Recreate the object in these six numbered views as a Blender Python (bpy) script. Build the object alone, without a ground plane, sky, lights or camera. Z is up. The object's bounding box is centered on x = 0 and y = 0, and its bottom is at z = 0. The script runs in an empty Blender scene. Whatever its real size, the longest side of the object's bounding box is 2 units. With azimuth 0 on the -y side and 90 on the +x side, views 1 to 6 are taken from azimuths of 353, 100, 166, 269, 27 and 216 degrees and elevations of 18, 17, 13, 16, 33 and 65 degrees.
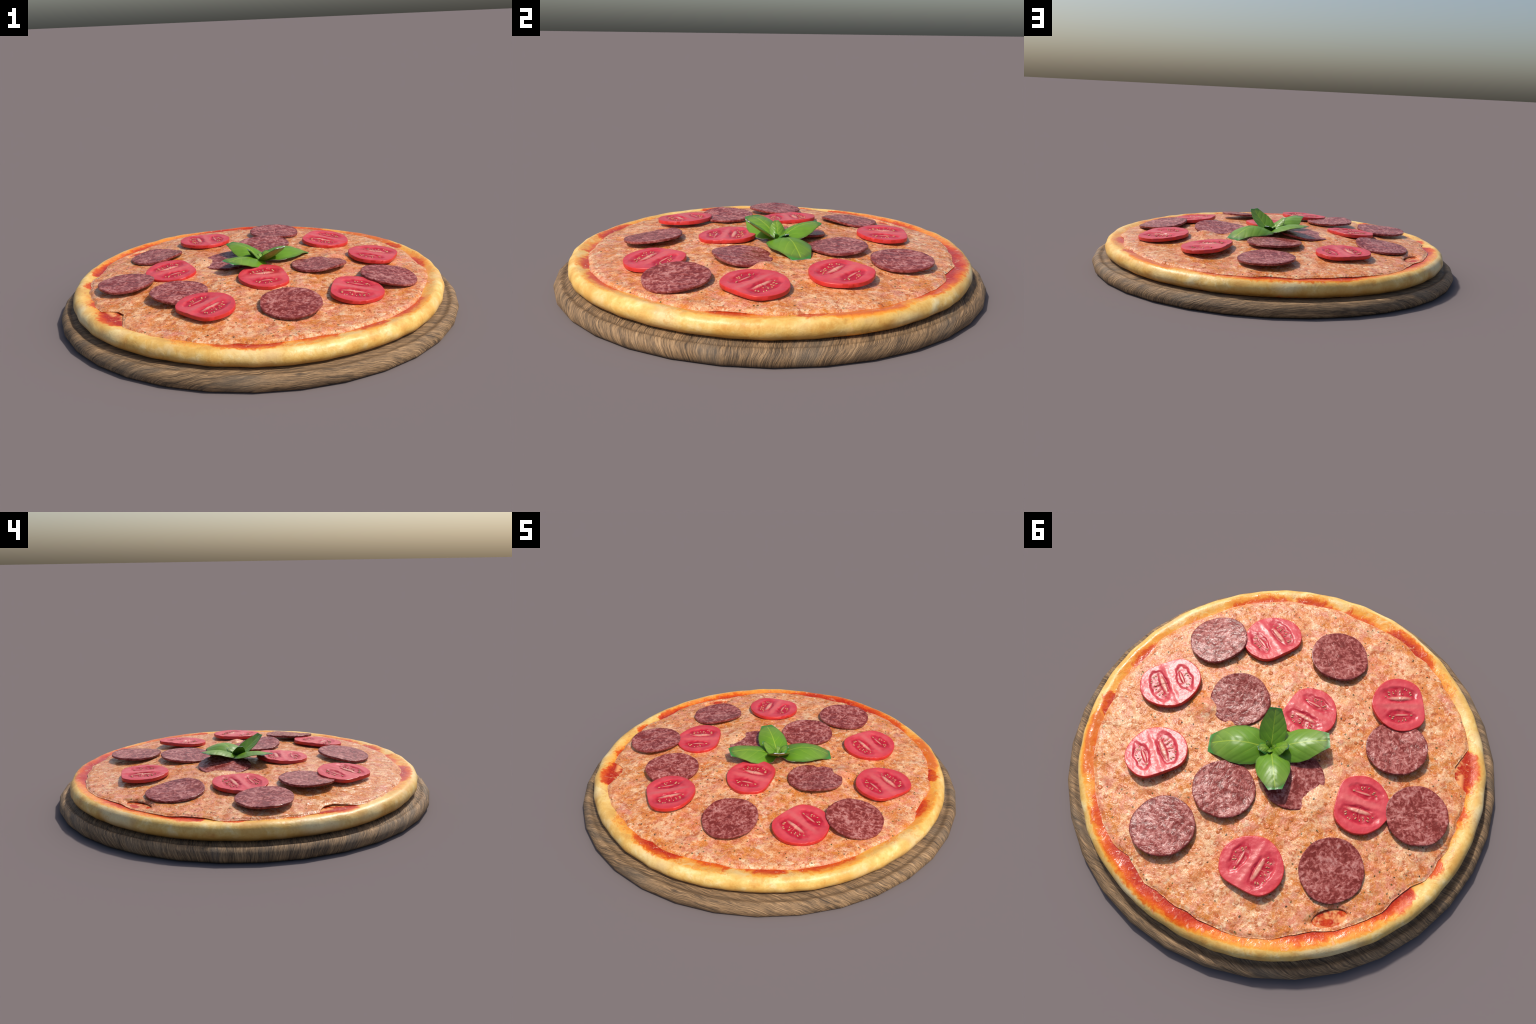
"""A salami and tomato pizza with a basil sprig, lying on a round wooden board."""
import bpy, bmesh, math, random
import numpy as np
from mathutils import Vector, Matrix, noise

random.seed(11)
TAU = 2 * math.pi


# ------------------------------------------------------------------ helpers
def link(ob, parent=None):
    bpy.context.scene.collection.objects.link(ob)
    if parent is not None:
        ob.parent = parent
    return ob


def mesh_object(name, verts, faces, mats, parent=None, smooth=True, face_mats=None):
    me = bpy.data.meshes.new(name)
    me.from_pydata([tuple(v) for v in verts], [], faces)
    for m in mats:
        me.materials.append(m)
    if face_mats is not None:
        me.polygons.foreach_set("material_index", face_mats)
    me.polygons.foreach_set("use_smooth", [smooth] * len(me.polygons))
    me.update()
    return link(bpy.data.objects.new(name, me), parent)


def rings_to_faces(n_rings, n, first=0, flip=False):
    faces = []
    for i in range(n_rings - 1):
        a, b = first + i * n, first + (i + 1) * n
        for j in range(n):
            k = (j + 1) % n
            q = (a + j, a + k, b + k, b + j)
            faces.append(q[::-1] if flip else q)
    return faces


def smoothstep(a, b, x):
    t = min(max((x - a) / (b - a), 0.0), 1.0)
    return t * t * (3 - 2 * t)


def periodic_curve(points):
    """Smooth closed function of an angle in degrees through (angle, value) pairs."""
    pts = sorted(points)
    a = np.array([p[0] for p in pts], float)
    v = np.array([p[1] for p in pts], float)
    a = np.concatenate([a[-2:] - 360, a, a[:2] + 360])
    v = np.concatenate([v[-2:], v, v[:2]])
    return lambda deg: float(np.interp((deg + 180) % 360 - 180, a, v))


# ------------------------------------------------------------- node helpers
class Nodes:
    """Small wrapper that makes node trees read like formulas."""

    def __init__(self, name):
        self.mat = bpy.data.materials.new(name)
        self.mat.use_nodes = True
        self.t = self.mat.node_tree
        self.t.nodes.clear()
        self.out = self.t.nodes.new("ShaderNodeOutputMaterial")
        self.bsdf = self.t.nodes.new("ShaderNodeBsdfPrincipled")
        self.t.links.new(self.bsdf.outputs[0], self.out.inputs[0])
        self.coord = self.t.nodes.new("ShaderNodeTexCoord").outputs["Object"]

    def put(self, sock, v):
        if isinstance(v, bpy.types.NodeSocket):
            self.t.links.new(v, sock)
        elif v is not None:
            if hasattr(sock.default_value, "__len__") and not hasattr(v, "__len__"):
                v = (v,) * len(sock.default_value)
            if hasattr(v, "__len__") and len(v) == 3 and len(sock.default_value) == 4:
                v = (*v, 1)
            sock.default_value = v

    def math(self, op, a, b=None, c=None, clamp=False):
        n = self.t.nodes.new("ShaderNodeMath")
        n.operation, n.use_clamp = op, clamp
        for s, v in zip(n.inputs, (a, b, c)):
            self.put(s, v)
        return n.outputs[0]

    def vec(self, op, a, b=None, scale=None):
        n = self.t.nodes.new("ShaderNodeVectorMath")
        n.operation = op
        self.put(n.inputs[0], a)
        self.put(n.inputs[1], b)
        if scale is not None:
            self.put(n.inputs["Scale"], scale)
        return n.outputs["Value"] if op in ("LENGTH", "DISTANCE", "DOT_PRODUCT") else n.outputs[0]

    def xyz(self, v=None):
        n = self.t.nodes.new("ShaderNodeSeparateXYZ")
        self.put(n.inputs[0], v or self.coord)
        return n.outputs

    def combine(self, x, y, z):
        n = self.t.nodes.new("ShaderNodeCombineXYZ")
        for s, v in zip(n.inputs, (x, y, z)):
            self.put(s, v)
        return n.outputs[0]

    def mapped(self, v=None, scale=(1, 1, 1), loc=(0, 0, 0), rot=(0, 0, 0)):
        n = self.t.nodes.new("ShaderNodeMapping")
        self.put(n.inputs[0], v or self.coord)
        n.inputs["Scale"].default_value = scale
        n.inputs["Location"].default_value = loc
        n.inputs["Rotation"].default_value = rot
        return n.outputs[0]

    def noise(self, scale, v=None, detail=3, rough=.55, dist=0, color=False):
        n = self.t.nodes.new("ShaderNodeTexNoise")
        self.put(n.inputs["Vector"], v or self.coord)
        n.inputs["Scale"].default_value = scale
        n.inputs["Detail"].default_value = detail
        n.inputs["Roughness"].default_value = rough
        n.inputs["Distortion"].default_value = dist
        return n.outputs["Color" if color else "Fac"]

    def voronoi(self, scale, v=None, rand=1.0, feature="F1"):
        n = self.t.nodes.new("ShaderNodeTexVoronoi")
        n.feature = feature
        self.put(n.inputs["Vector"], v or self.coord)
        n.inputs["Scale"].default_value = scale
        n.inputs["Randomness"].default_value = rand
        return n.outputs

    def ramp(self, f, stops, mode="LINEAR"):
        n = self.t.nodes.new("ShaderNodeValToRGB")
        n.color_ramp.interpolation = mode
        e = n.color_ramp.elements
        while len(e) < len(stops):
            e.new(.5)
        for el, (p, c) in zip(e, stops):
            el.position = p
            el.color = (c, c, c, 1) if not hasattr(c, "__len__") else (*c, 1)
        self.put(n.inputs[0], f)
        return n.outputs[0]

    def step(self, x, a, b):
        n = self.t.nodes.new("ShaderNodeMapRange")
        n.interpolation_type = "SMOOTHSTEP"
        self.put(n.inputs[0], x)
        n.inputs[1].default_value, n.inputs[2].default_value = a, b
        return n.outputs[0]

    def mix(self, f, a, b, blend="MIX"):
        n = self.t.nodes.new("ShaderNodeMix")
        n.data_type, n.blend_type = "RGBA", blend
        self.put(n.inputs["Factor"], f)
        self.put(n.inputs[6], a)
        self.put(n.inputs[7], b)
        return n.outputs[2]

    def curve(self, x, points):
        n = self.t.nodes.new("ShaderNodeFloatCurve")
        c = n.mapping.curves[0]
        c.points[0].location = points[0]
        c.points[1].location = points[-1]
        for p in points[1:-1]:
            c.points.new(*p)
        for p in c.points:
            p.handle_type = "AUTO_CLAMPED"
        n.mapping.update()
        self.put(n.inputs["Value"], x)
        return n.outputs[0]

    def bump(self, h, strength, dist, normal=None):
        n = self.t.nodes.new("ShaderNodeBump")
        n.inputs["Strength"].default_value = strength
        n.inputs["Distance"].default_value = dist
        self.put(n.inputs["Height"], h)
        if normal is not None:
            self.put(n.inputs["Normal"], normal)
        return n.outputs[0]

    def finish(self, color, rough=.5, normal=None, spec=.5, **extra):
        self.put(self.bsdf.inputs["Base Color"], color)
        self.put(self.bsdf.inputs["Roughness"], rough)
        self.put(self.bsdf.inputs["Specular IOR Level"], spec)
        if normal is not None:
            self.put(self.bsdf.inputs["Normal"], normal)
        for k, v in extra.items():
            self.put(self.bsdf.inputs[k.replace("_", " ")], v)
        return self.mat


# ---------------------------------------------------------------- materials
def wood_material():
    m = Nodes("weathered_wood")
    x, y, z = m.xyz()
    r = m.math("MAXIMUM", m.vec("LENGTH", m.combine(x, y, 0)), .01)
    # the grain runs along x over the top and folds down the rounded edge
    fall = m.math("MULTIPLY", m.math("MAXIMUM", m.math("SUBTRACT", .062, z), 0), 1.1)
    k = m.math("DIVIDE", m.math("ADD", r, fall), r)
    p = m.combine(m.math("MULTIPLY", x, k), m.math("MULTIPLY", y, k), 0)
    warp = m.vec("SUBTRACT", m.noise(4.5, p, 3, color=True), (.5, .5, .5))
    p = m.vec("ADD", p, m.vec("MULTIPLY", warp, (0, .065, 0)))
    fib = m.noise(34, m.mapped(p, (.14, 3.2, 1)), 5, .75, .5)
    band = m.noise(11, m.mapped(p, (.14, 1.5, 1), (4, 2, 0)), 3, .6, .4)
    fine = m.noise(90, m.mapped(p, (.18, 2.2, 1), (1, 7, 0)), 3, .7)
    v = m.math("ADD", m.math("MULTIPLY", fib, .58), m.math("MULTIPLY", band, .42))
    v = m.math("ADD", v, m.math("MULTIPLY", m.math("SUBTRACT", fine, .5), .64))
    col = m.ramp(v, [(.34, (.065, .043, .026)), (.43, (.135, .086, .048)), (.50, (.22, .136, .070)),
                     (.57, (.31, .190, .094)), (.66, (.45, .285, .148))])
    gray = m.step(m.noise(5, m.mapped(p, (.35, 1.6, 1), (9, 1, 0)), 2), .5, .66)
    col = m.mix(m.math("MULTIPLY", gray, .35), col, (.15, .125, .095))
    # darker ring along the turned groove
    groove = m.math("MULTIPLY", m.step(m.math("ABSOLUTE", m.math("SUBTRACT", r, .953)), .014, .0), m.step(z, .05, .06))
    col = m.mix(m.math("MULTIPLY", groove, .38), col, (.07, .045, .025))
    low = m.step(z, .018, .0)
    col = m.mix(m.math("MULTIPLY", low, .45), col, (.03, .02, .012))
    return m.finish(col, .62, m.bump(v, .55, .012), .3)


SAUCE = [(-180, .45), (-176, .25), (-169, .2), (-166, .75), (-163, .7), (-160, .2), (-156, .6), (-152, 1.1), (-147, 1.15), (-143, .85),
         (-139, .05), (-131, .0), (-126, .35), (-121, .15), (-116, .4), (-111, .6), (-108, .95), (-98, 1.0), (-92, .95), (-88, .4),
         (-84, .65), (-80, .5), (-77, .75), (-73, .35), (-69, .5), (-66, .8), (-60, .8), (-57, .45), (-52, .8), (-40, .7), (-35, .25),
         (-24, .1), (-14, .15), (-7, .55), (2, .75), (6, .3), (13, .15), (17, .95), (22, .95), (25, .2), (29, .45), (36, .7),
         (45, .45), (52, .6), (58, 1.0), (68, 1.1), (80, 1.15), (100, 1.1), (108, .9), (114, .5), (121, .45), (127, .85), (140, .95),
         (147, .6), (153, .6), (158, 1.05), (165, 1.05), (169, .25), (173, .6), (178, .75)]
STAIN = [(-180, .35), (-168, .5), (-154, .6), (-143, .5), (-133, .25), (-123, .55), (-108, .8), (-90, .85), (-78, .65), (-73, .4), (-66, .9), (-57, .5), (-50, .9),
         (-40, .85), (-33, .6), (-24, .5), (-10, .75), (5, .85), (15, .65), (24, .9), (29, 1.5), (43, 1.5), (49, .8),
         (62, 1.1), (80, 1.3), (100, 1.25), (115, 1.0), (128, 1.05), (145, 1.0), (156, .85), (168, .35), (176, .45)]


def crust_material():
    m = Nodes("baked_crust_with_sauce")
    x, y, z = m.xyz()
    r = m.vec("LENGTH", m.combine(x, y, 0))
    turn = m.math("ADD", m.math("DIVIDE", m.math("ARCTAN2", y, x), TAU), .5)
    wig = m.math("MULTIPLY", m.math("SUBTRACT", m.noise(14, None, 3), .5), .035)
    turn = m.math("ADD", turn, wig)
    as_points = lambda pts: [((a + 180) / 360, v / 1.5) for a, v in pts] + [(1.0, pts[0][1] / 1.5)]
    red = m.math("MULTIPLY", m.curve(turn, as_points(SAUCE)), 1.5)
    ora = m.math("MULTIPLY", m.curve(turn, as_points(STAIN)), 1.5)
    n1, n2, n3 = m.noise(10, None, 4), m.noise(30, None, 4, .65, .8), m.noise(75, None, 3, .6)
    out = m.math("MAXIMUM", m.math("DIVIDE", m.math("SUBTRACT", r, .845), .08), 0)
    rag = m.math("ADD", m.math("MULTIPLY", m.math("SUBTRACT", n2, .5), 1.0), m.math("MULTIPLY", m.math("SUBTRACT", n1, .5), .9))
    red = m.math("ADD", m.math("SUBTRACT", red, m.math("MULTIPLY", out, 1.0)), rag)
    ora = m.math("ADD", m.math("SUBTRACT", ora, m.math("MULTIPLY", out, .60)), rag)
    ora = m.math("SUBTRACT", ora, m.math("MULTIPLY", m.step(r, .895, .93), .75))
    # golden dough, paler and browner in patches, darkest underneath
    dough = m.ramp(m.math("ADD", m.math("MULTIPLY", n1, .7), m.math("MULTIPLY", n2, .3)),
                   [(.34, (.60, .29, .06)), (.44, (.70, .40, .095)), (.53, (.77, .50, .15)), (.66, (.86, .68, .34))])
    big = m.noise(3.0, m.mapped(None, (1, 1, 1), (2, 3, 0)), 2)
    dough = m.mix(m.math("MULTIPLY", m.step(big, .52, .68), .6), dough, (.82, .70, .42))
    dough = m.mix(m.math("MULTIPLY", m.step(big, .45, .34), .4), dough, (.62, .32, .07))
    baked = m.math("MULTIPLY", m.step(m.noise(7, m.mapped(None, (1, 1, 1), (5, 1, 2)), 4, .65), .52, .66), m.step(n3, .62, .38))
    dough = m.mix(m.math("MULTIPLY", baked, .6), dough, (.60, .27, .045))
    dough = m.mix(m.math("MULTIPLY", m.step(n3, .52, .7), .2), dough, (.55, .27, .06))
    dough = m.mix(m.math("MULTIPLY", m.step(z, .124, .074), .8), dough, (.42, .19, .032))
    ora_c = m.ramp(ora, [(.15, (.80, .47, .10)), (.45, (.78, .32, .04)), (.8, (.72, .20, .022)), (1.0, (.62, .12, .015))])
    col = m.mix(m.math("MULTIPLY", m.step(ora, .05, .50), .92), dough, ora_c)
    red_c = m.ramp(red, [(.28, (.72, .20, .010)), (.55, (.62, .085, .006)), (.85, (.48, .034, .006)), (1.0, (.40, .02, .006))])
    red_c = m.mix(m.math("MULTIPLY", m.step(n3, .5, .7), .35), red_c, (.72, .16, .03))
    wet = m.step(red, .15, .55)
    col = m.mix(wet, col, red_c)
    # the bed under the cheese is blotchy, and thin red smears run out onto the dough
    bed = m.math("MULTIPLY", m.step(r, .838, .815), m.step(m.noise(16, m.mapped(None, (1, 1, 1), (3, 3, 3)), 3, .65), .42, .56))
    col = m.mix(m.math("MULTIPLY", bed, .85), col, (.80, .36, .13))
    thread = m.math("ABSOLUTE", m.math("SUBTRACT", m.noise(19, m.mapped(None, (1, 1, 1), (1, 6, 2)), 3, .6, 1.4), .5))
    thread = m.math("MULTIPLY", m.step(thread, .030, .006), m.math("MULTIPLY", m.step(r, .918, .885), m.step(m.noise(8, m.mapped(None, (1, 1, 1), (9, 2, 2)), 2), .45, .58)))
    col = m.mix(m.math("MULTIPLY", thread, .5), col, (.56, .085, .012))
    flesh = m.math("MULTIPLY", m.step(n2, .6, .72), m.step(ora, .1, .4))
    col = m.mix(m.math("MULTIPLY", flesh, .5), col, (.86, .56, .32))
    h = m.math("ADD", m.math("MULTIPLY", n2, .45), m.math("MULTIPLY", n3, .12))
    h = m.math("ADD", h, m.math("MULTIPLY", n1, .8))
    rough = m.math("SUBTRACT", .40, m.math("MULTIPLY", m.step(ora, .2, .6), .22))
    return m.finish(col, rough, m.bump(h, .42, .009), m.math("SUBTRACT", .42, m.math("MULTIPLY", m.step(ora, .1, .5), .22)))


def cheese_material():
    m = Nodes("melted_cheese")
    warp = m.vec("SUBTRACT", m.noise(12, None, 3, .6, color=True), (.5, .5, .5))
    p = m.vec("ADD", m.coord, m.vec("MULTIPLY", warp, (.03, .03, .01)))
    at = lambda *o: m.mapped(p, (1, 1, 1), o)
    n_big, n_mid = m.noise(4.5, p, 3), m.noise(19, p, 5, .65)
    n_pink, n_fine, n_grain = m.noise(24, at(3, 5, 1), 4, .65), m.noise(60, at(1, 9, 2), 3, .65), m.noise(150, None, 3, .7)
    col = m.ramp(n_mid, [(.36, (.52, .135, .025)), (.44, (.62, .215, .065)), (.53, (.69, .30, .125)), (.63, (.76, .44, .22))])
    pink = m.math("MULTIPLY", m.step(n_pink, .44, .58), m.step(n_big, .34, .56))
    col = m.mix(m.math("MULTIPLY", pink, .8), col, (.65, .215, .135))
    fat = m.math("MULTIPLY", m.step(m.noise(7, at(2, 8, 3), 3), .46, .58), m.step(n_mid, .60, .42))
    col = m.mix(m.math("MULTIPLY", fat, .8), col, (.60, .190, .022))
    cream = m.math("MULTIPLY", m.step(m.noise(30, at(6, 1, 4), 4, .65), .54, .66), m.step(m.noise(6, at(5, 5, 5), 2), .38, .54))
    col = m.mix(m.math("MULTIPLY", cream, .75), col, (.80, .58, .36))
    milk = m.math("MULTIPLY", m.step(m.noise(6.5, at(8, 4, 2), 4, .6, .6), .51, .64), m.step(n_fine, .62, .44))
    col = m.mix(m.math("MULTIPLY", milk, .5), col, (.82, .57, .34))
    stain = m.step(m.noise(36, at(7, 2, 5), 4, .7), .55, .635)
    col = m.mix(m.math("MULTIPLY", stain, .85), col, (.46, .105, .030))
    freckle = m.step(m.noise(85, at(2, 2, 9), 3, .7), .565, .64)
    col = m.mix(m.math("MULTIPLY", freckle, .6), col, (.44, .095, .026))
    # baked blisters: every cell has a chance of one, soft inside and darker round the rim
    wide = m.vec("ADD", m.coord, m.vec("MULTIPLY", warp, (.02, .02, 0)))
    va = m.voronoi(26, wide)
    pick = m.xyz(va["Color"])
    size = m.math("ADD", .15, m.math("MULTIPLY", pick[1], .20))
    d = m.math("DIVIDE", m.math("ADD", va["Distance"], m.math("MULTIPLY", m.math("SUBTRACT", n_fine, .5), .16)), size)
    on = m.math("MULTIPLY", m.math("GREATER_THAN", pick[0], .36), m.math("ADD", .45, m.math("MULTIPLY", pick[2], .6)))
    disc = m.math("MULTIPLY", m.step(d, 1.15, .75), on)
    rim = m.math("MULTIPLY", m.math("MULTIPLY", m.step(d, .5, .85), m.step(d, 1.25, .95)), on)
    col = m.mix(m.math("MULTIPLY", disc, .85), col, (.56, .125, .020))
    col = m.mix(m.math("MULTIPLY", rim, .55), col, (.36, .085, .015))
    col = m.mix(m.math("MULTIPLY", m.step(n_grain, .50, .72), .42), col, (.42, .12, .045))
    col = m.mix(m.math("MULTIPLY", m.step(n_grain, .48, .30), .4), col, (.88, .66, .45))
    # pepper and dried herb flecks
    vb = m.voronoi(42, m.vec("ADD", m.coord, m.vec("MULTIPLY", warp, (.04, .04, 0))))
    hb = m.xyz(vb["Color"])
    fleck = m.math("MULTIPLY", m.step(vb["Distance"], .23, .13), m.math("GREATER_THAN", hb[0], .58))
    fleck = m.math("MULTIPLY", fleck, m.step(n_grain, .34, .44))
    herb = m.mix(hb[1], (.022, .018, .012), (.10, .10, .022))
    col = m.mix(m.math("MULTIPLY", fleck, .92), col, herb)
    h = m.math("ADD", m.math("MULTIPLY", n_mid, 1.0), m.math("MULTIPLY", n_fine, .30))
    h = m.math("ADD", h, m.math("MULTIPLY", disc, .25))
    h = m.math("ADD", h, m.math("MULTIPLY", m.noise(11, at(4, 4, 4), 2), 2.2))
    h = m.math("SUBTRACT", h, m.math("MULTIPLY", rim, .12))
    h = m.math("ADD", h, m.math("MULTIPLY", n_grain, .02))
    return m.finish(col, .23, m.bump(h, .62, .012), .24)


def salami_material():
    m = Nodes("marbled_salami")
    info = m.t.nodes.new("ShaderNodeObjectInfo")
    off = m.math("MULTIPLY", info.outputs["Random"], 7)
    p0 = m.vec("ADD", m.coord, m.combine(off, off, 0))
    warp = m.vec("SUBTRACT", m.noise(30, p0, 3, .6, color=True), (.5, .5, .5))
    p = m.vec("ADD", p0, m.vec("MULTIPLY", warp, (.018, .018, .0)))
    # fat in short rods lying two ways, over dark minced meat
    rods = m.math("MAXIMUM", m.noise(78, m.mapped(p, (1, .5, 1), rot=(0, 0, .5)), 2, .5), m.noise(78, m.mapped(p, (.5, 1, 1), (3, 1, 0), (0, 0, .9)), 2, .5))
    fine = m.noise(110, m.mapped(p, (1, 1, 1), (5, 5, 0)), 3, .65)
    v = m.math("ADD", m.math("MULTIPLY", rods, .72), m.math("MULTIPLY", fine, .30))
    v = m.math("ADD", v, m.math("MULTIPLY", m.math("SUBTRACT", m.noise(13, p0, 2), .5), .30))
    col = m.ramp(v, [(.46, (.165, .023, .018)), (.52, (.235, .042, .035)), (.565, (.31, .078, .066)), (.625, (.41, .140, .120)), (.70, (.49, .215, .185))])
    x, y, z = m.xyz()
    rim = m.step(m.vec("LENGTH", m.combine(x, y, 0)), .124, .141)
    col = m.mix(m.math("MULTIPLY", rim, .4), col, (.16, .026, .028))
    h = m.math("ADD", m.math("MULTIPLY", v, 1.0), m.math("MULTIPLY", m.noise(28, p, 3), .6))
    return m.finish(col, .25, m.bump(h, .5, .006), .20)


def tomato_flesh_material():
    m = Nodes("tomato_flesh")
    x, y, z = m.xyz()
    n = m.noise(38, None, 3)
    wob = m.math("MULTIPLY", m.math("SUBTRACT", m.noise(30, None, 2), .5), .5)

    def oval(cx, cy, rx, ry, extra=wob):
        a = m.math("DIVIDE", m.math("SUBTRACT", x, cx), rx)
        b = m.math("DIVIDE", m.math("SUBTRACT", y, cy), ry)
        return m.math("ADD", m.math("SQRT", m.math("ADD", m.math("MULTIPLY", a, a), m.math("MULTIPLY", b, b))), extra)

    col = m.ramp(m.noise(16, None, 3), [(.3, (.50, .034, .050)), (.55, (.57, .054, .069)), (.75, (.60, .085, .092))])
    rad = m.vec("LENGTH", m.combine(x, m.math("MULTIPLY", y, .92), 0))
    col = m.mix(m.math("MULTIPLY", m.step(rad, .112, .130), .5), col, (.55, .034, .036))
    ring = m.math("MULTIPLY", m.step(rad, .083, .096), m.step(rad, .118, .100))
    col = m.mix(m.math("MULTIPLY", ring, .35), col, (.60, .085, .092))
    band = m.math("MULTIPLY", m.step(m.math("ABSOLUTE", m.math("SUBTRACT", y, m.math("MULTIPLY", n, -.02))), .024, .004), m.step(rad, .115, .06))
    col = m.mix(m.math("MULTIPLY", band, .6), col, (.60, .135, .125))
    gel = m.math("MAXIMUM", m.step(oval(0, .053, .086, .044), 1.15, .78), m.step(oval(-.006, -.066, .074, .036), 1.15, .78))
    gel_c = m.ramp(n, [(.35, (.34, .005, .016)), (.58, (.46, .010, .030)), (.72, (.47, .040, .060))])
    col = m.mix(m.math("MULTIPLY", gel, .95), col, gel_c)
    # threads running from the core to the seeds
    ang = m.math("ARCTAN2", m.math("SUBTRACT", y, .012), x)
    threads = m.noise(7.5, m.combine(ang, m.math("MULTIPLY", rad, 2.5), 0), 1)
    web = m.math("MULTIPLY", m.math("MULTIPLY", m.step(threads, .56, .66), gel), m.step(oval(0, .040, .066, .026), 1.1, .6))
    col = m.mix(m.math("MULTIPLY", web, .75), col, (.62, .20, .13))
    core = m.math("MAXIMUM", m.step(oval(.002, .033, .057, .0125), 1.15, .45), m.math("MULTIPLY", m.step(oval(0, -.056, .034, .0055), 1.15, .5), .75))
    col = m.mix(m.math("MULTIPLY", core, .85), col, (.64, .29, .21))
    slit = m.step(oval(.004, .0205, .056, .0045), 1.2, .5)
    col = m.mix(m.math("MULTIPLY", slit, .45), col, (.34, .02, .04))
    h = m.math("ADD", n, m.math("MULTIPLY", m.noise(12, None, 2), 1.0))
    return m.finish(col, .31, m.bump(h, .30, .006), .30)


def plain(name, color, rough, vary=None, scale=40, spec=.5, bump=0):
    m = Nodes(name)
    n = m.noise(scale, None, 3)
    col = m.mix(m.step(n, .3, .7), color, vary or color)
    return m.finish(col, rough, m.bump(n, bump, .004) if bump else None, spec)


LEAF_LEN = .25


def basil_material():
    """Object space of a leaf: y runs from stalk (0) to tip (1), x across (-1..1), both scaled by LEAF_LEN."""
    m = Nodes("basil_green")
    x, y, z = m.xyz()
    x, y = m.math("DIVIDE", x, LEAF_LEN), m.math("DIVIDE", y, LEAF_LEN)
    ax = m.math("ABSOLUTE", x)
    n = m.noise(24, None, 3)
    col = m.ramp(y, [(.05, (.085, .20, .008)), (.35, (.125, .275, .016)), (.8, (.16, .28, .034)), (1, (.14, .24, .04))])
    col = m.mix(m.math("MULTIPLY", m.step(n, .4, .7), .35), col, (.10, .215, .016))
    # the darker margin beyond the drawn leaf shape
    t = m.math("DIVIDE", m.math("SUBTRACT", y, .46), .50)
    u = m.math("DIVIDE", ax, .335)
    edge = m.math("ADD", m.math("MULTIPLY", m.math("MULTIPLY", t, t), m.math("ADD", .8, m.math("MULTIPLY", m.math("ABSOLUTE", t), .18))), m.math("MULTIPLY", u, u))
    edge = m.math("ADD", edge, m.math("MULTIPLY", m.math("SUBTRACT", n, .5), .12))
    shade = m.math("MULTIPLY", m.step(edge, .72, .98), m.step(edge, 1.12, .98))
    col = m.mix(m.math("MULTIPLY", shade, .55), col, (.075, .115, .025))
    col = m.mix(m.step(edge, .97, 1.05), col, (.052, .215, .034))
    # veins: one midrib, pairs of curved side veins
    mid = m.step(ax, .014, .004)
    s = m.math("SUBTRACT", y, m.math("ADD", m.math("MULTIPLY", ax, .75), m.math("MULTIPLY", m.math("MULTIPLY", ax, ax), 1.9)))
    side = m.math("PINGPONG", m.math("ADD", s, m.math("MULTIPLY", m.math("GREATER_THAN", x, 0), .08)), .105)
    vein = m.math("MULTIPLY", m.step(side, .0095, .001), m.math("MULTIPLY", m.step(ax, .27, .14), m.step(y, .12, .3)))
    vein = m.math("MAXIMUM", m.math("MULTIPLY", vein, .55), mid)
    vein = m.math("MULTIPLY", vein, m.step(edge, .95, .85))
    col = m.mix(m.math("MULTIPLY", vein, .85), col, (.30, .42, .035))
    h = m.math("ADD", m.math("MULTIPLY", n, .5), m.math("MULTIPLY", m.step(side, .0, .07), .35))
    mat = m.finish(col, .36, m.bump(h, .3, .006), .36)
    tr = m.t.nodes.new("ShaderNodeBsdfTranslucent")
    m.put(tr.inputs[0], m.mix(.4, col, (.16, .30, .01)))
    mx = m.t.nodes.new("ShaderNodeMixShader")
    mx.inputs[0].default_value = .10
    m.t.links.new(m.bsdf.outputs[0], mx.inputs[1])
    m.t.links.new(tr.outputs[0], mx.inputs[2])
    m.t.links.new(mx.outputs[0], m.out.inputs[0])
    return mat


WOOD, CRUST, CHEESE, SALAMI = wood_material(), crust_material(), cheese_material(), salami_material()
FLESH = tomato_flesh_material()
SKIN = plain("tomato_skin", (.58, .026, .020), .35, (.50, .022, .020), 60)
SEED = plain("tomato_seed", (.50, .30, .15), .28, (.50, .17, .10), 120, .35)
BASIL = basil_material()
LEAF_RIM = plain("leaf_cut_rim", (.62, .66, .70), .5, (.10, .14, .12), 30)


# -------------------------------------------------------------------- board
def build_board():
    sides = 33
    profile = [(.0, .066), (.5, .066), (.86, .066), (.925, .066), (.940, .0645), (.953, .0605), (.964, .0655), (.973, .0675), (.984, .0625),
               (.9945, .052), (1.0005, .040), (1.0015, .028), (.998, .014), (.990, .003), (.984, .0), (.5, .0), (.0, .0)]
    verts, rows = [], []
    for r, z in profile:
        row = []
        for j in range(sides):
            a = math.radians(9.9) + TAU * j / sides
            verts.append((r * math.cos(a), r * math.sin(a), z))
        rows.append(row)
    return mesh_object("wooden_board", verts, rings_to_faces(len(profile), sides), [WOOD])


def flip_outward(ob):
    bm = bmesh.new()
    bm.from_mesh(ob.data)
    bmesh.ops.remove_doubles(bm, verts=bm.verts, dist=1e-6)
    bmesh.ops.dissolve_degenerate(bm, edges=bm.edges, dist=1e-7)
    bmesh.ops.recalc_face_normals(bm, faces=bm.faces)
    bm.to_mesh(ob.data)
    bm.free()
    ob.data.update()


board = build_board()
flip_outward(board)
board["label"] = "round weathered brown wooden serving board with rounded edge"
board["category"] = "wooden board"

pizza = link(bpy.data.objects.new("pizza", None))
pizza["label"] = "whole salami and tomato pizza topped with a basil sprig"
pizza["category"] = "pizza"


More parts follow.
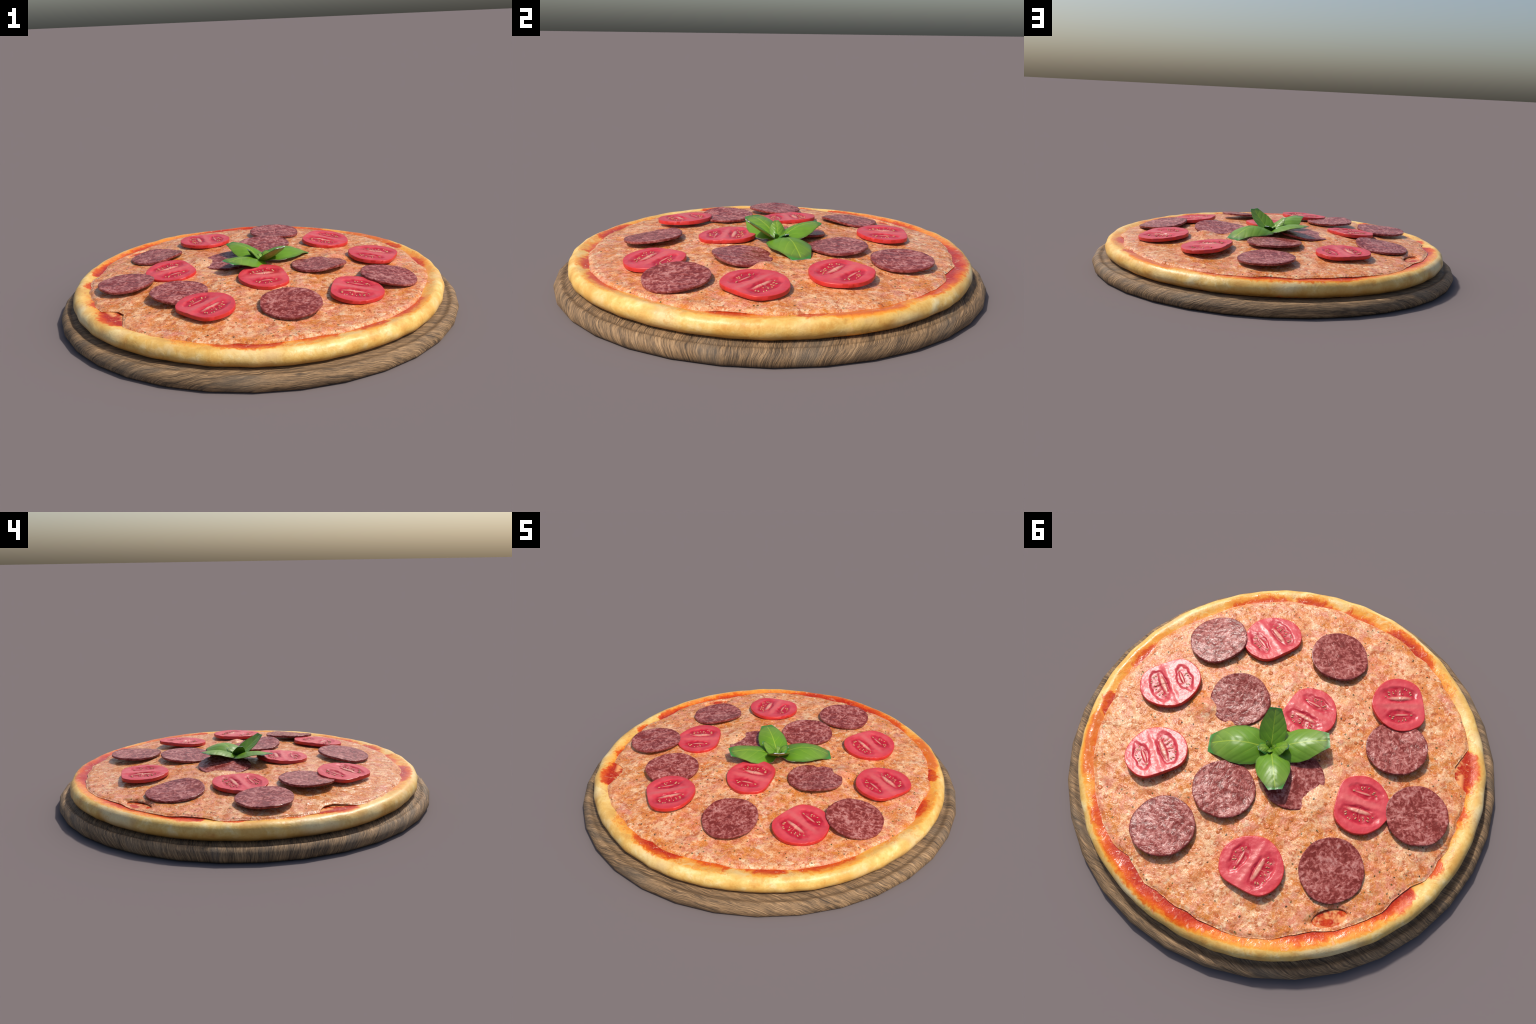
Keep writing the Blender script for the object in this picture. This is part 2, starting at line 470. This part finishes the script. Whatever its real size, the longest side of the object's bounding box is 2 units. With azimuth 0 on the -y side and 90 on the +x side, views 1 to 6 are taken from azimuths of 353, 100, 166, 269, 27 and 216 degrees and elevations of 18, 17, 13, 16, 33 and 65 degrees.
# -------------------------------------------------------------------- crust
def lump(x, y, f, seed):
    return noise.noise(Vector((x * f + seed, y * f - seed, seed * 1.7)))


def build_crust():
    sides, per = 36, 8
    n = sides * per
    # r, z of the dough roll from the sauce bed out over the rim and under
    profile = [(0, .145), (.4, .145), (.70, .145), (.78, .145), (.83, .1450), (.848, .1455), (.862, .1470), (.875, .1495), (.886, .1515), (.897, .1525),
               (.908, .1505), (.918, .1455), (.927, .1365), (.933, .1245), (.9355, .112), (.934, .099), (.928, .087), (.918, .078), (.906, .071), (.890, .066), (.5, .066), (.0, .066)]
    centre = Vector((-.003, .001))
    verts = []
    for r, z in profile:
        for j in range(n):
            a = TAU * (j + .5) / n
            facet = math.cos(math.pi / sides) / math.cos((a % (TAU / sides)) - math.pi / sides)
            k = 1 + (facet - 1) * .75 + .002
            c, s = math.cos(a), math.sin(a)
            w = smoothstep(.80, .90, r)
            sway = .007 * lump(c * 1.2, s * 1.2, 1.6, 3.1) + .004 * lump(c, s, 5, 9.2)
            rise = .006 * lump(c, s, 2.2, 5.5) + .003 * lump(c * r, s * r, 11, 2.4)
            dent = .0035 * lump(c * (r + z), s * (r - z), 14, 7.7)
            rr = r * (k if r > .6 else 1) + w * (sway + dent)
            zz = z + (w * rise if z > .09 else 0)
            verts.append((centre.x + rr * c, centre.y + rr * s, zz))
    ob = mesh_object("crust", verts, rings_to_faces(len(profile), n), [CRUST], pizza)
    flip_outward(ob)
    return ob


build_crust()

# ------------------------------------------------------------------- cheese
EDGE = periodic_curve([(-177, .853), (-170, .851), (-167, .838), (-164, .851), (-157, .846), (-155, .809), (-153, .790), (-149, .786), (-146, .810), (-142, .856),
                       (-137, .862), (-130, .864), (-122, .849), (-119, .844), (-116, .861), (-112, .849), (-108, .853), (-104, .837), (-100, .846), (-96, .849),
                       (-90, .837), (-80, .832), (-75, .842), (-63, .841), (-57, .847), (-46, .848), (-36, .850), (-29, .836), (-21, .850), (-9, .862),
                       (-4, .835), (2, .833), (8, .848), (13, .861), (18, .838), (22, .849), (31, .862), (43, .858), (51, .860), (58, .854),
                       (61, .862), (68, .854), (71, .846), (74, .828), (79, .839), (84, .855), (88, .842), (95, .847), (99, .840), (102, .850),
                       (107, .855), (114, .866), (123, .860), (128, .845), (135, .833), (141, .849), (147, .848), (156, .851), (160, .836), (167, .832),
                       (172, .857), (176, .854), (179, .846)])
DOME = ([0, .3, .45, .65, .8, .88], [.197, .193, .184, .1675, .1575, .1515])
HOLE = dict(angle=math.radians(141), r=.795, along=.076, across=.036)
LUMPS = [(.405, .045, .055, .021), (-.275, .125, .055, .010), (-.30, .20, .05, .004)]


def cheese_height(x, y, calm=1.0):
    r = math.hypot(x, y)
    z = float(np.interp(r, *DOME))
    for cx, cy, s, h in LUMPS:
        z += h * math.exp(-((x - cx) ** 2 + (y - cy) ** 2) / (s * s))
    return z + calm * (.0050 * lump(x, y, 5, 1.3) + .0038 * lump(x, y, 13, 4.1) + .0018 * lump(x, y, 33, 6.6))


def build_cheese():
    n, inner = 720, 150
    hc, hs = math.cos(HOLE["angle"]), math.sin(HOLE["angle"])
    cx, cy = HOLE["r"] * hc, HOLE["r"] * hs

    def hole(x, y):
        u, v = (x - cx) * hc + (y - cy) * hs, -(x - cx) * hs + (y - cy) * hc
        return math.hypot(u / HOLE["across"], v / HOLE["along"]), u, v

    verts, cut = [], []
    edges, sink = [], []
    for j in range(n):
        d = -180 + 360 * j / n
        # the sheet stands proud on the far side and at the torn bite, elsewhere it melts into the sauce
        proud = max(smoothstep(55, 95, d) * (1 - smoothstep(168, 179, d)) * .7, math.exp(-((d + 149) / 7) ** 2))
        sink.append(.0036 * (1 - proud) * (1 + .5 * lump(d * .06, 0, 1, 2.7)))
        c, s = math.cos(math.radians(d)), math.sin(math.radians(d))
        edges.append(EDGE(d) + .0035 * lump(c, s, 9, 8.3) + .0025 * lump(c, s, 26, 1.9))
    for i in range(1, inner + 1):
        for j in range(n):
            a = -math.pi + TAU * j / n
            r = edges[j] * (i / inner) ** .8
            x, y = r * math.cos(a), r * math.sin(a)
            h, u, v = hole(x, y)
            if .86 < h < 1.07:
                u, v = u / h, v / h
                x, y = cx + u * hc - v * hs, cy + u * hs + v * hc
                h = 1.0
            fold = edges[j] - r
            z = cheese_height(x, y, .25 + .75 * smoothstep(0, .06, fold))
            z -= (.004 + sink[j]) * (1 - smoothstep(0, .016, fold))
            z -= .0065 * (1 - smoothstep(1.0, 1.45, h)) if h >= 1 else 0
            verts.append((x, y, z))
            cut.append(h)
    # lip rolled over the edge, then a short underside
    for grow, drop in ((.0012, .0035), (.0008, .0065), (-.002, .0095), (-.04, .0095)):
        for j in range(n):
            a = -math.pi + TAU * j / n
            r = edges[j] + grow
            z = cheese_height(edges[j] * math.cos(a), edges[j] * math.sin(a), .25) - sink[j] - drop
            verts.append((r * math.cos(a), r * math.sin(a), z))
    faces = [f for f in rings_to_faces(inner + 4, n)]
    m = len(cut)
    faces = [f for f in faces if not (max(f) < m and all(cut[k] <= 1.0 for k in f))]
    centre = len(verts)
    verts.append((0, 0, cheese_height(0, 0)))
    faces += [(centre, j, (j + 1) % n) for j in range(n)]
    # wall of the hole: every open edge on the oval goes straight down
    count = {}
    for f in faces:
        for p, q in zip(f, f[1:] + f[:1]):
            count[(p, q)] = 1
    low = {}
    for (p, q) in list(count):
        if (q, p) not in count and p < m and q < m and abs(cut[p] - 1) < .01 and abs(cut[q] - 1) < .01:
            for k in (p, q):
                if k not in low:
                    low[k] = len(verts)
                    x, y, z = verts[k]
                    verts.append((x, y, z - .006))
            faces.append((q, p, low[p], low[q]))
    ob = mesh_object("cheese", verts, faces, [CHEESE], pizza)
    bm = bmesh.new()
    bm.from_mesh(ob.data)
    loose = [v for v in bm.verts if not v.link_faces]
    bmesh.ops.delete(bm, geom=loose, context="VERTS")
    bm.to_mesh(ob.data)
    bm.free()
    if ob.data.polygons[5000].normal.z < 0:
        ob.data.flip_normals()
    return ob


build_cheese()


# ------------------------------------------------------------------- slices
def place(ob, x, y, z, nx, ny, turn):
    n = Vector((-nx, -ny, 1)).normalized()
    ex = Vector((math.cos(turn), math.sin(turn), 0))
    ex = (ex - n * ex.dot(n)).normalized()
    ey = n.cross(ex)
    ob.matrix_world = Matrix(((ex.x, ey.x, n.x, x), (ex.y, ey.y, n.y, y), (ex.z, ey.z, n.z, z), (0, 0, 0, 1)))


def slice_mesh(name, outline, top, thick, mats, n=112, rings=34, rim=.004, top_mat=0, side_mat=0, warp=None):
    """Disc with a modelled top face, a softly rounded rim and a flat underside."""
    warp = warp or (lambda x, y: 0)
    verts, faces, fm = [(0, 0, thick / 2 + top(0, 0) + warp(0, 0))], [], []
    radii = [(i / rings) for i in range(1, rings + 1)]
    for t in radii:
        for j in range(n):
            a = TAU * j / n
            r = (outline(a) - rim * .6) * t
            x, y = r * math.cos(a), r * math.sin(a)
            verts.append((x, y, thick / 2 + top(x, y) + warp(x, y)))
    for grow, z in ((.0, thick / 2 - rim * .5), (.0, -thick / 2 + rim * .5), (-rim * .6, -thick / 2), (-.05, -thick / 2)):
        for j in range(n):
            a = TAU * j / n
            r = outline(a) + grow
            x, y = r * math.cos(a), r * math.sin(a)
            verts.append((x, y, z + warp(x, y)))
    faces += [(0, 1 + j, 1 + (j + 1) % n) for j in range(n)]
    faces += rings_to_faces(rings + 4, n, 1, flip=True)
    fm = [top_mat] * n + [top_mat] * (n * (rings - 1)) + [side_mat] * (n * 4)
    last = 1 + n * (rings + 3)
    verts.append((0, 0, -thick / 2 + warp(0, 0)))
    faces += [(len(verts) - 1, last + (j + 1) % n, last + j) for j in range(n)]
    fm += [side_mat] * n
    me = bpy.data.meshes.new(name)
    me.from_pydata(verts, [], faces)
    for m in mats:
        me.materials.append(m)
    bm = bmesh.new()
    bm.from_mesh(me)
    for f, k in zip(bm.faces, fm):
        f.material_index, f.smooth = k, True
    bmesh.ops.recalc_face_normals(bm, faces=bm.faces)
    bm.to_mesh(me)
    bm.free()
    me.set_sharp_from_angle(angle=math.radians(50))
    return me


# centre x, y, z; half sizes; slope along x, y; turn of the slice; wave of the rim
SALAMI_SLICES = [
    (.601, -.285, .187, .138, .142, -.135, .026, .0, .004),
    (.069, -.553, .198, .141, .138, .045, .13, 2.5, .003),
    (.302, -.073, .203, .141, .134, .019, -.093, 3.3, .005),
    (-.417, -.305, .200, .134, .141, -.031, .028, 2.3, .004),
    (.078, .326, .205, .137, .141, .018, .04, 1.9, .003),
    (.185, .617, .190, .139, .142, -.041, -.007, 1.76, .003),
    (-.667, -.087, .190, .138, .139, .045, -.030, .75, .003),
    (-.511, .338, .183, .142, .138, .088, -.079, 1.2, .006),
    (-.140, .105, .201, .140, .140, .10, .0, .4, .003)]


def build_salami():
    for k, (x, y, z, rx, ry, nx, ny, turn, wave) in enumerate(SALAMI_SLICES):
        def outline(a, k=k, rx=rx, ry=ry):
            base = rx * ry / math.hypot(ry * math.cos(a), rx * math.sin(a))
            c, s = math.cos(a), math.sin(a)
            return base * (1 + .030 * lump(c, s, 1.3, 3.3 + k) + .018 * lump(c, s, 3.2, 1.1 + k) + .008 * lump(c, s, 9, 5.1 + k))

        def top(px, py, k=k):
            r = math.hypot(px, py)
            return .0016 * lump(px, py, 26, k + .5) + .0010 * lump(px, py, 60, k + 2.5) + .0012 * math.exp(-(r / .012) ** 2)

        def warp(px, py, k=k, wave=wave):
            r = math.hypot(px, py) / .14
            a = math.atan2(py, px)
            return wave * r * r * (.8 * math.sin(2 * a + k * 1.7) + .5 * math.sin(3 * a + k))

        me = slice_mesh("salami_slice", outline, top, .0115, [SALAMI], warp=warp, rim=.003)
        ob = link(bpy.data.objects.new("salami_slice", me), pizza)
        place(ob, x, y, z, nx, ny, turn)


build_salami()

# tomato: y points to the larger seed chamber, x to the side with the dimple
TOMATO_SLICES = [
    (.393, -.444, .188, -.070, .075, -112, 1.0),
    (.625, .046, .189, -.075, -.006, 59, 1.02),
    (.435, .368, .194, -.091, .035, -122, 1.0),
    (.003, -.207, .205, -.017, .068, 95, .97),
    (-.306, -.502, .197, .051, .052, -50, .99),
    (-.443, .022, .194, .055, .05, 111, .98),
    (-.232, .526, .192, 0, -.028, -173, .99)]
SEED_SPOTS = [(-.060, .050), (-.040, .070), (-.014, .079), (.012, .077), (.038, .076), (.060, .052),
              (-.050, .060), (-.026, .074), (.026, .080), (.050, .064), (-.024, .062), (.024, .060),
              (-.034, -.066), (.010, -.070), (-.055, -.056), (-.043, -.076), (-.022, -.083), (-.001, -.085), (.019, -.080), (.040, -.062)]


def oval(x, y, cx, cy, rx, ry):
    return math.hypot((x - cx) / rx, (y - cy) / ry)


def tomato_top(x, y):
    wob = .16 * lump(x, y, 45, 2.2)
    z = .0022 * smoothstep(.135, .10, math.hypot(x, y * .93)) * 0
    gel = max(1 - smoothstep(.8, 1.12, oval(x, y, 0, .053, .086, .044) + wob), 1 - smoothstep(.8, 1.12, oval(x, y, -.006, -.066, .074, .036) + wob))
    z -= .0040 * gel
    z += .0038 * (1 - smoothstep(.4, 1.3, oval(x, y, .002, .034, .057, .013) + wob))
    z += .0028 * (1 - smoothstep(.4, 1.3, oval(x, y, 0, -.056, .036, .008) + wob))
    z -= .0022 * (1 - smoothstep(.4, 1.3, oval(x, y, .004, .0205, .056, .006)))
    z += .0018 * math.exp(-(y / .012) ** 2) + .0016 * gel * lump(math.atan2(y - .012, x) * .16, 0, 18, 3.3)
    return z + .0016 * lump(x, y, 22, .7) + .0007 * lump(x, y, 60, .2)


def build_tomatoes():
    def outline(a):
        c, s = math.cos(a), math.sin(a)
        base = .126 * .141 / math.hypot(.141 * c, .126 * s)
        b = (a + math.pi) % TAU - math.pi
        corner = .040 * math.exp(-(abs(b) - .85) ** 2 / .10)
        point = .040 * math.exp(-((a % TAU) - 3.2) ** 2 / .20)
        r = base * (1.005 + corner + point + .010 * math.cos(4 * a + .6) + .008 * lump(c, s, 3, 6.1))
        if c > .3:  # one side is nearly straight
            r = -math.log(math.exp(-r / .006) + math.exp(-.113 / c / .006)) * .006
        return r

    flesh = slice_mesh("tomato_slice", outline, tomato_top, .0185, [FLESH, SKIN], n=144, rings=56, rim=.003, side_mat=1)
    # seeds: flattened drops pointing away from the core of their chamber
    bm = bmesh.new()
    rnd = random.Random(4)
    for sx, sy in SEED_SPOTS:
        sx, sy = sx + rnd.uniform(-.006, .006), sy + rnd.uniform(-.007, .005)
        core = (0, .03) if sy > 0 else (0, -.05)
        ang = math.atan2(sy - core[1], sx - core[0]) + rnd.uniform(-.5, .5)
        g = bmesh.ops.create_icosphere(bm, subdivisions=2, radius=1)
        sc = rnd.uniform(.6, 1.05)
        for v in g["verts"]:
            taper = 1 + .35 * v.co.x
            v.co = Vector((v.co.x * .0072 * sc, v.co.y * .0038 * sc * taper, v.co.z * .0022))
        bmesh.ops.rotate(bm, verts=g["verts"], cent=(0, 0, 0), matrix=Matrix.Rotation(ang, 3, "Z"))
        bmesh.ops.translate(bm, verts=g["verts"], vec=(sx, sy, .00925 + tomato_top(sx, sy) + .0010))
    seeds = bpy.data.meshes.new("tomato_seeds")
    bm.to_mesh(seeds)
    bm.free()
    seeds.materials.append(SEED)
    seeds.polygons.foreach_set("use_smooth", [True] * len(seeds.polygons))
    for x, y, z, nx, ny, big, size in TOMATO_SLICES:
        ob = link(bpy.data.objects.new("tomato_slice", flesh), pizza)
        place(ob, x, y, z, nx, ny, math.radians(big - 90))
        ob.scale = (size, size, 1)
        sd = link(bpy.data.objects.new("tomato_seeds", seeds), ob)
        sd["kind"] = "stuff"


build_tomatoes()

# -------------------------------------------------------------------- basil
sprig = link(bpy.data.objects.new("basil_sprig", None), pizza)
BASE = Vector((.032, .045, .203))
# tip, half width, how far the middle arches up, droop of the sides, lean of the blade, tip half width
LEAVES = [
    (Vector((.278, .186, .195)), .098, .050, .034, .02, .042),
    (Vector((-.168, -.124, .268)), .086, .022, .030, .06, .036),
    (Vector((.106, -.090, .312)), .062, -.006, -.010, .0, .026),
    (Vector((-.119, .212, .265)), .078, .026, .028, -.02, .030),
    (Vector((-.044, .020, .281)), .038, .006, .016, .0, .010),
    (Vector((.066, .090, .246)), .032, .012, .014, .0, .010)]


def build_leaf(tip, half, arch, droop, lean, blunt, k):
    axis = tip - BASE
    length = axis.length
    flat = Vector((axis.x, axis.y, 0)).normalized()
    side = Vector((flat.y, -flat.x, 0))
    ey = axis.normalized()
    up = side.cross(ey).normalized()
    s = length / LEAF_LEN
    # six-cornered blade outline: (along, half width as share of the widest)
    shape = [(0, .10), (.06, .30), (.16, .78), (.26, .93), (.45, 1.0), (.62, .93), (.80, .70), (1.0, blunt / half)]
    ts = [i / 40 for i in range(41)]
    m = 14
    top, bot = [], []
    for t in ts:
        w = half * float(np.interp(t, *zip(*shape)))
        for i in range(m + 1):
            q = -1 + 2 * i / m
            x = q * w
            q_abs = x / half
            z = arch * math.sin(math.pi * min(t * 1.02, 1)) * 1.0 - droop * q_abs * q_abs * math.sin(math.pi * min(.08 + t * .8, 1)) + lean * x
            z += .0035 * math.exp(-(x / .006) ** 2) * -.6
            z += .0016 * lump(x, t * length, 30, k)
            top.append(Vector((x, t * length, z)) / s)
            bot.append(Vector((x * .985, t * length, z - .0030)) / s)
    verts = top + bot
    nt, nm = len(ts), m + 1
    faces, fm = [], []
    o = nt * nm
    for a in range(nt - 1):
        for b in range(m):
            p = a * nm + b
            faces.append((p, p + 1, p + nm + 1, p + nm)); fm.append(0)
            faces.append((o + p, o + p + nm, o + p + nm + 1, o + p + 1)); fm.append(0)
    rim = [(a * nm, (a + 1) * nm) for a in range(nt - 1)] + [((nt - 1) * nm + b, (nt - 1) * nm + b + 1) for b in range(m)]
    rim += [((a + 1) * nm + m, a * nm + m) for a in reversed(range(nt - 1))] + [(b + 1, b) for b in reversed(range(m))]
    for e, (p, q) in enumerate(rim):
        t = verts[p].y / LEAF_LEN
        pale = (t > .97) or (.12 < t < .42 and verts[p].x * (1 if k % 2 else -1) > 0) or (.10 < t < .30 and k < 4)
        faces.append((p, q, o + q, o + p)); fm.append(1 if pale and k < 6 else 0)
    ob = mesh_object("basil_leaf", verts, faces, [BASIL, LEAF_RIM], sprig, face_mats=fm)
    ob.matrix_world = Matrix(((side.x, ey.x, up.x, BASE.x), (side.y, ey.y, up.y, BASE.y), (side.z, ey.z, up.z, BASE.z), (0, 0, 0, 1))) @ Matrix.Scale(s, 4)
    bm = bmesh.new()
    bm.from_mesh(ob.data)
    bmesh.ops.recalc_face_normals(bm, faces=bm.faces)
    bm.to_mesh(ob.data)
    bm.free()
    ob.data.set_sharp_from_angle(angle=math.radians(55))


for k, leaf in enumerate(LEAVES):
    build_leaf(*leaf, k)

for k, (dx, dy, dz, half) in enumerate([(-.012, .030, .036, .014), (.026, -.006, .040, .014), (-.014, -.016, .030, .011)]):
    build_leaf(BASE + Vector((dx, dy, dz)), half, .004, .006, 0, .004, k + 6)

# short stalk that carries the leaves
stalk_verts = []
for i, (z, r) in enumerate([(.186, .010), (.200, .012), (.208, .009), (.214, .002)]):
    for j in range(10):
        a = TAU * j / 10
        stalk_verts.append((BASE.x + r * math.cos(a), BASE.y + r * math.sin(a), z))
STALK = plain("basil_stalk_green", (.07, .17, .02), .45, (.10, .22, .03), 60)
mesh_object("stalk", stalk_verts, rings_to_faces(4, 10) + [tuple(range(30, 40))], [STALK], sprig)
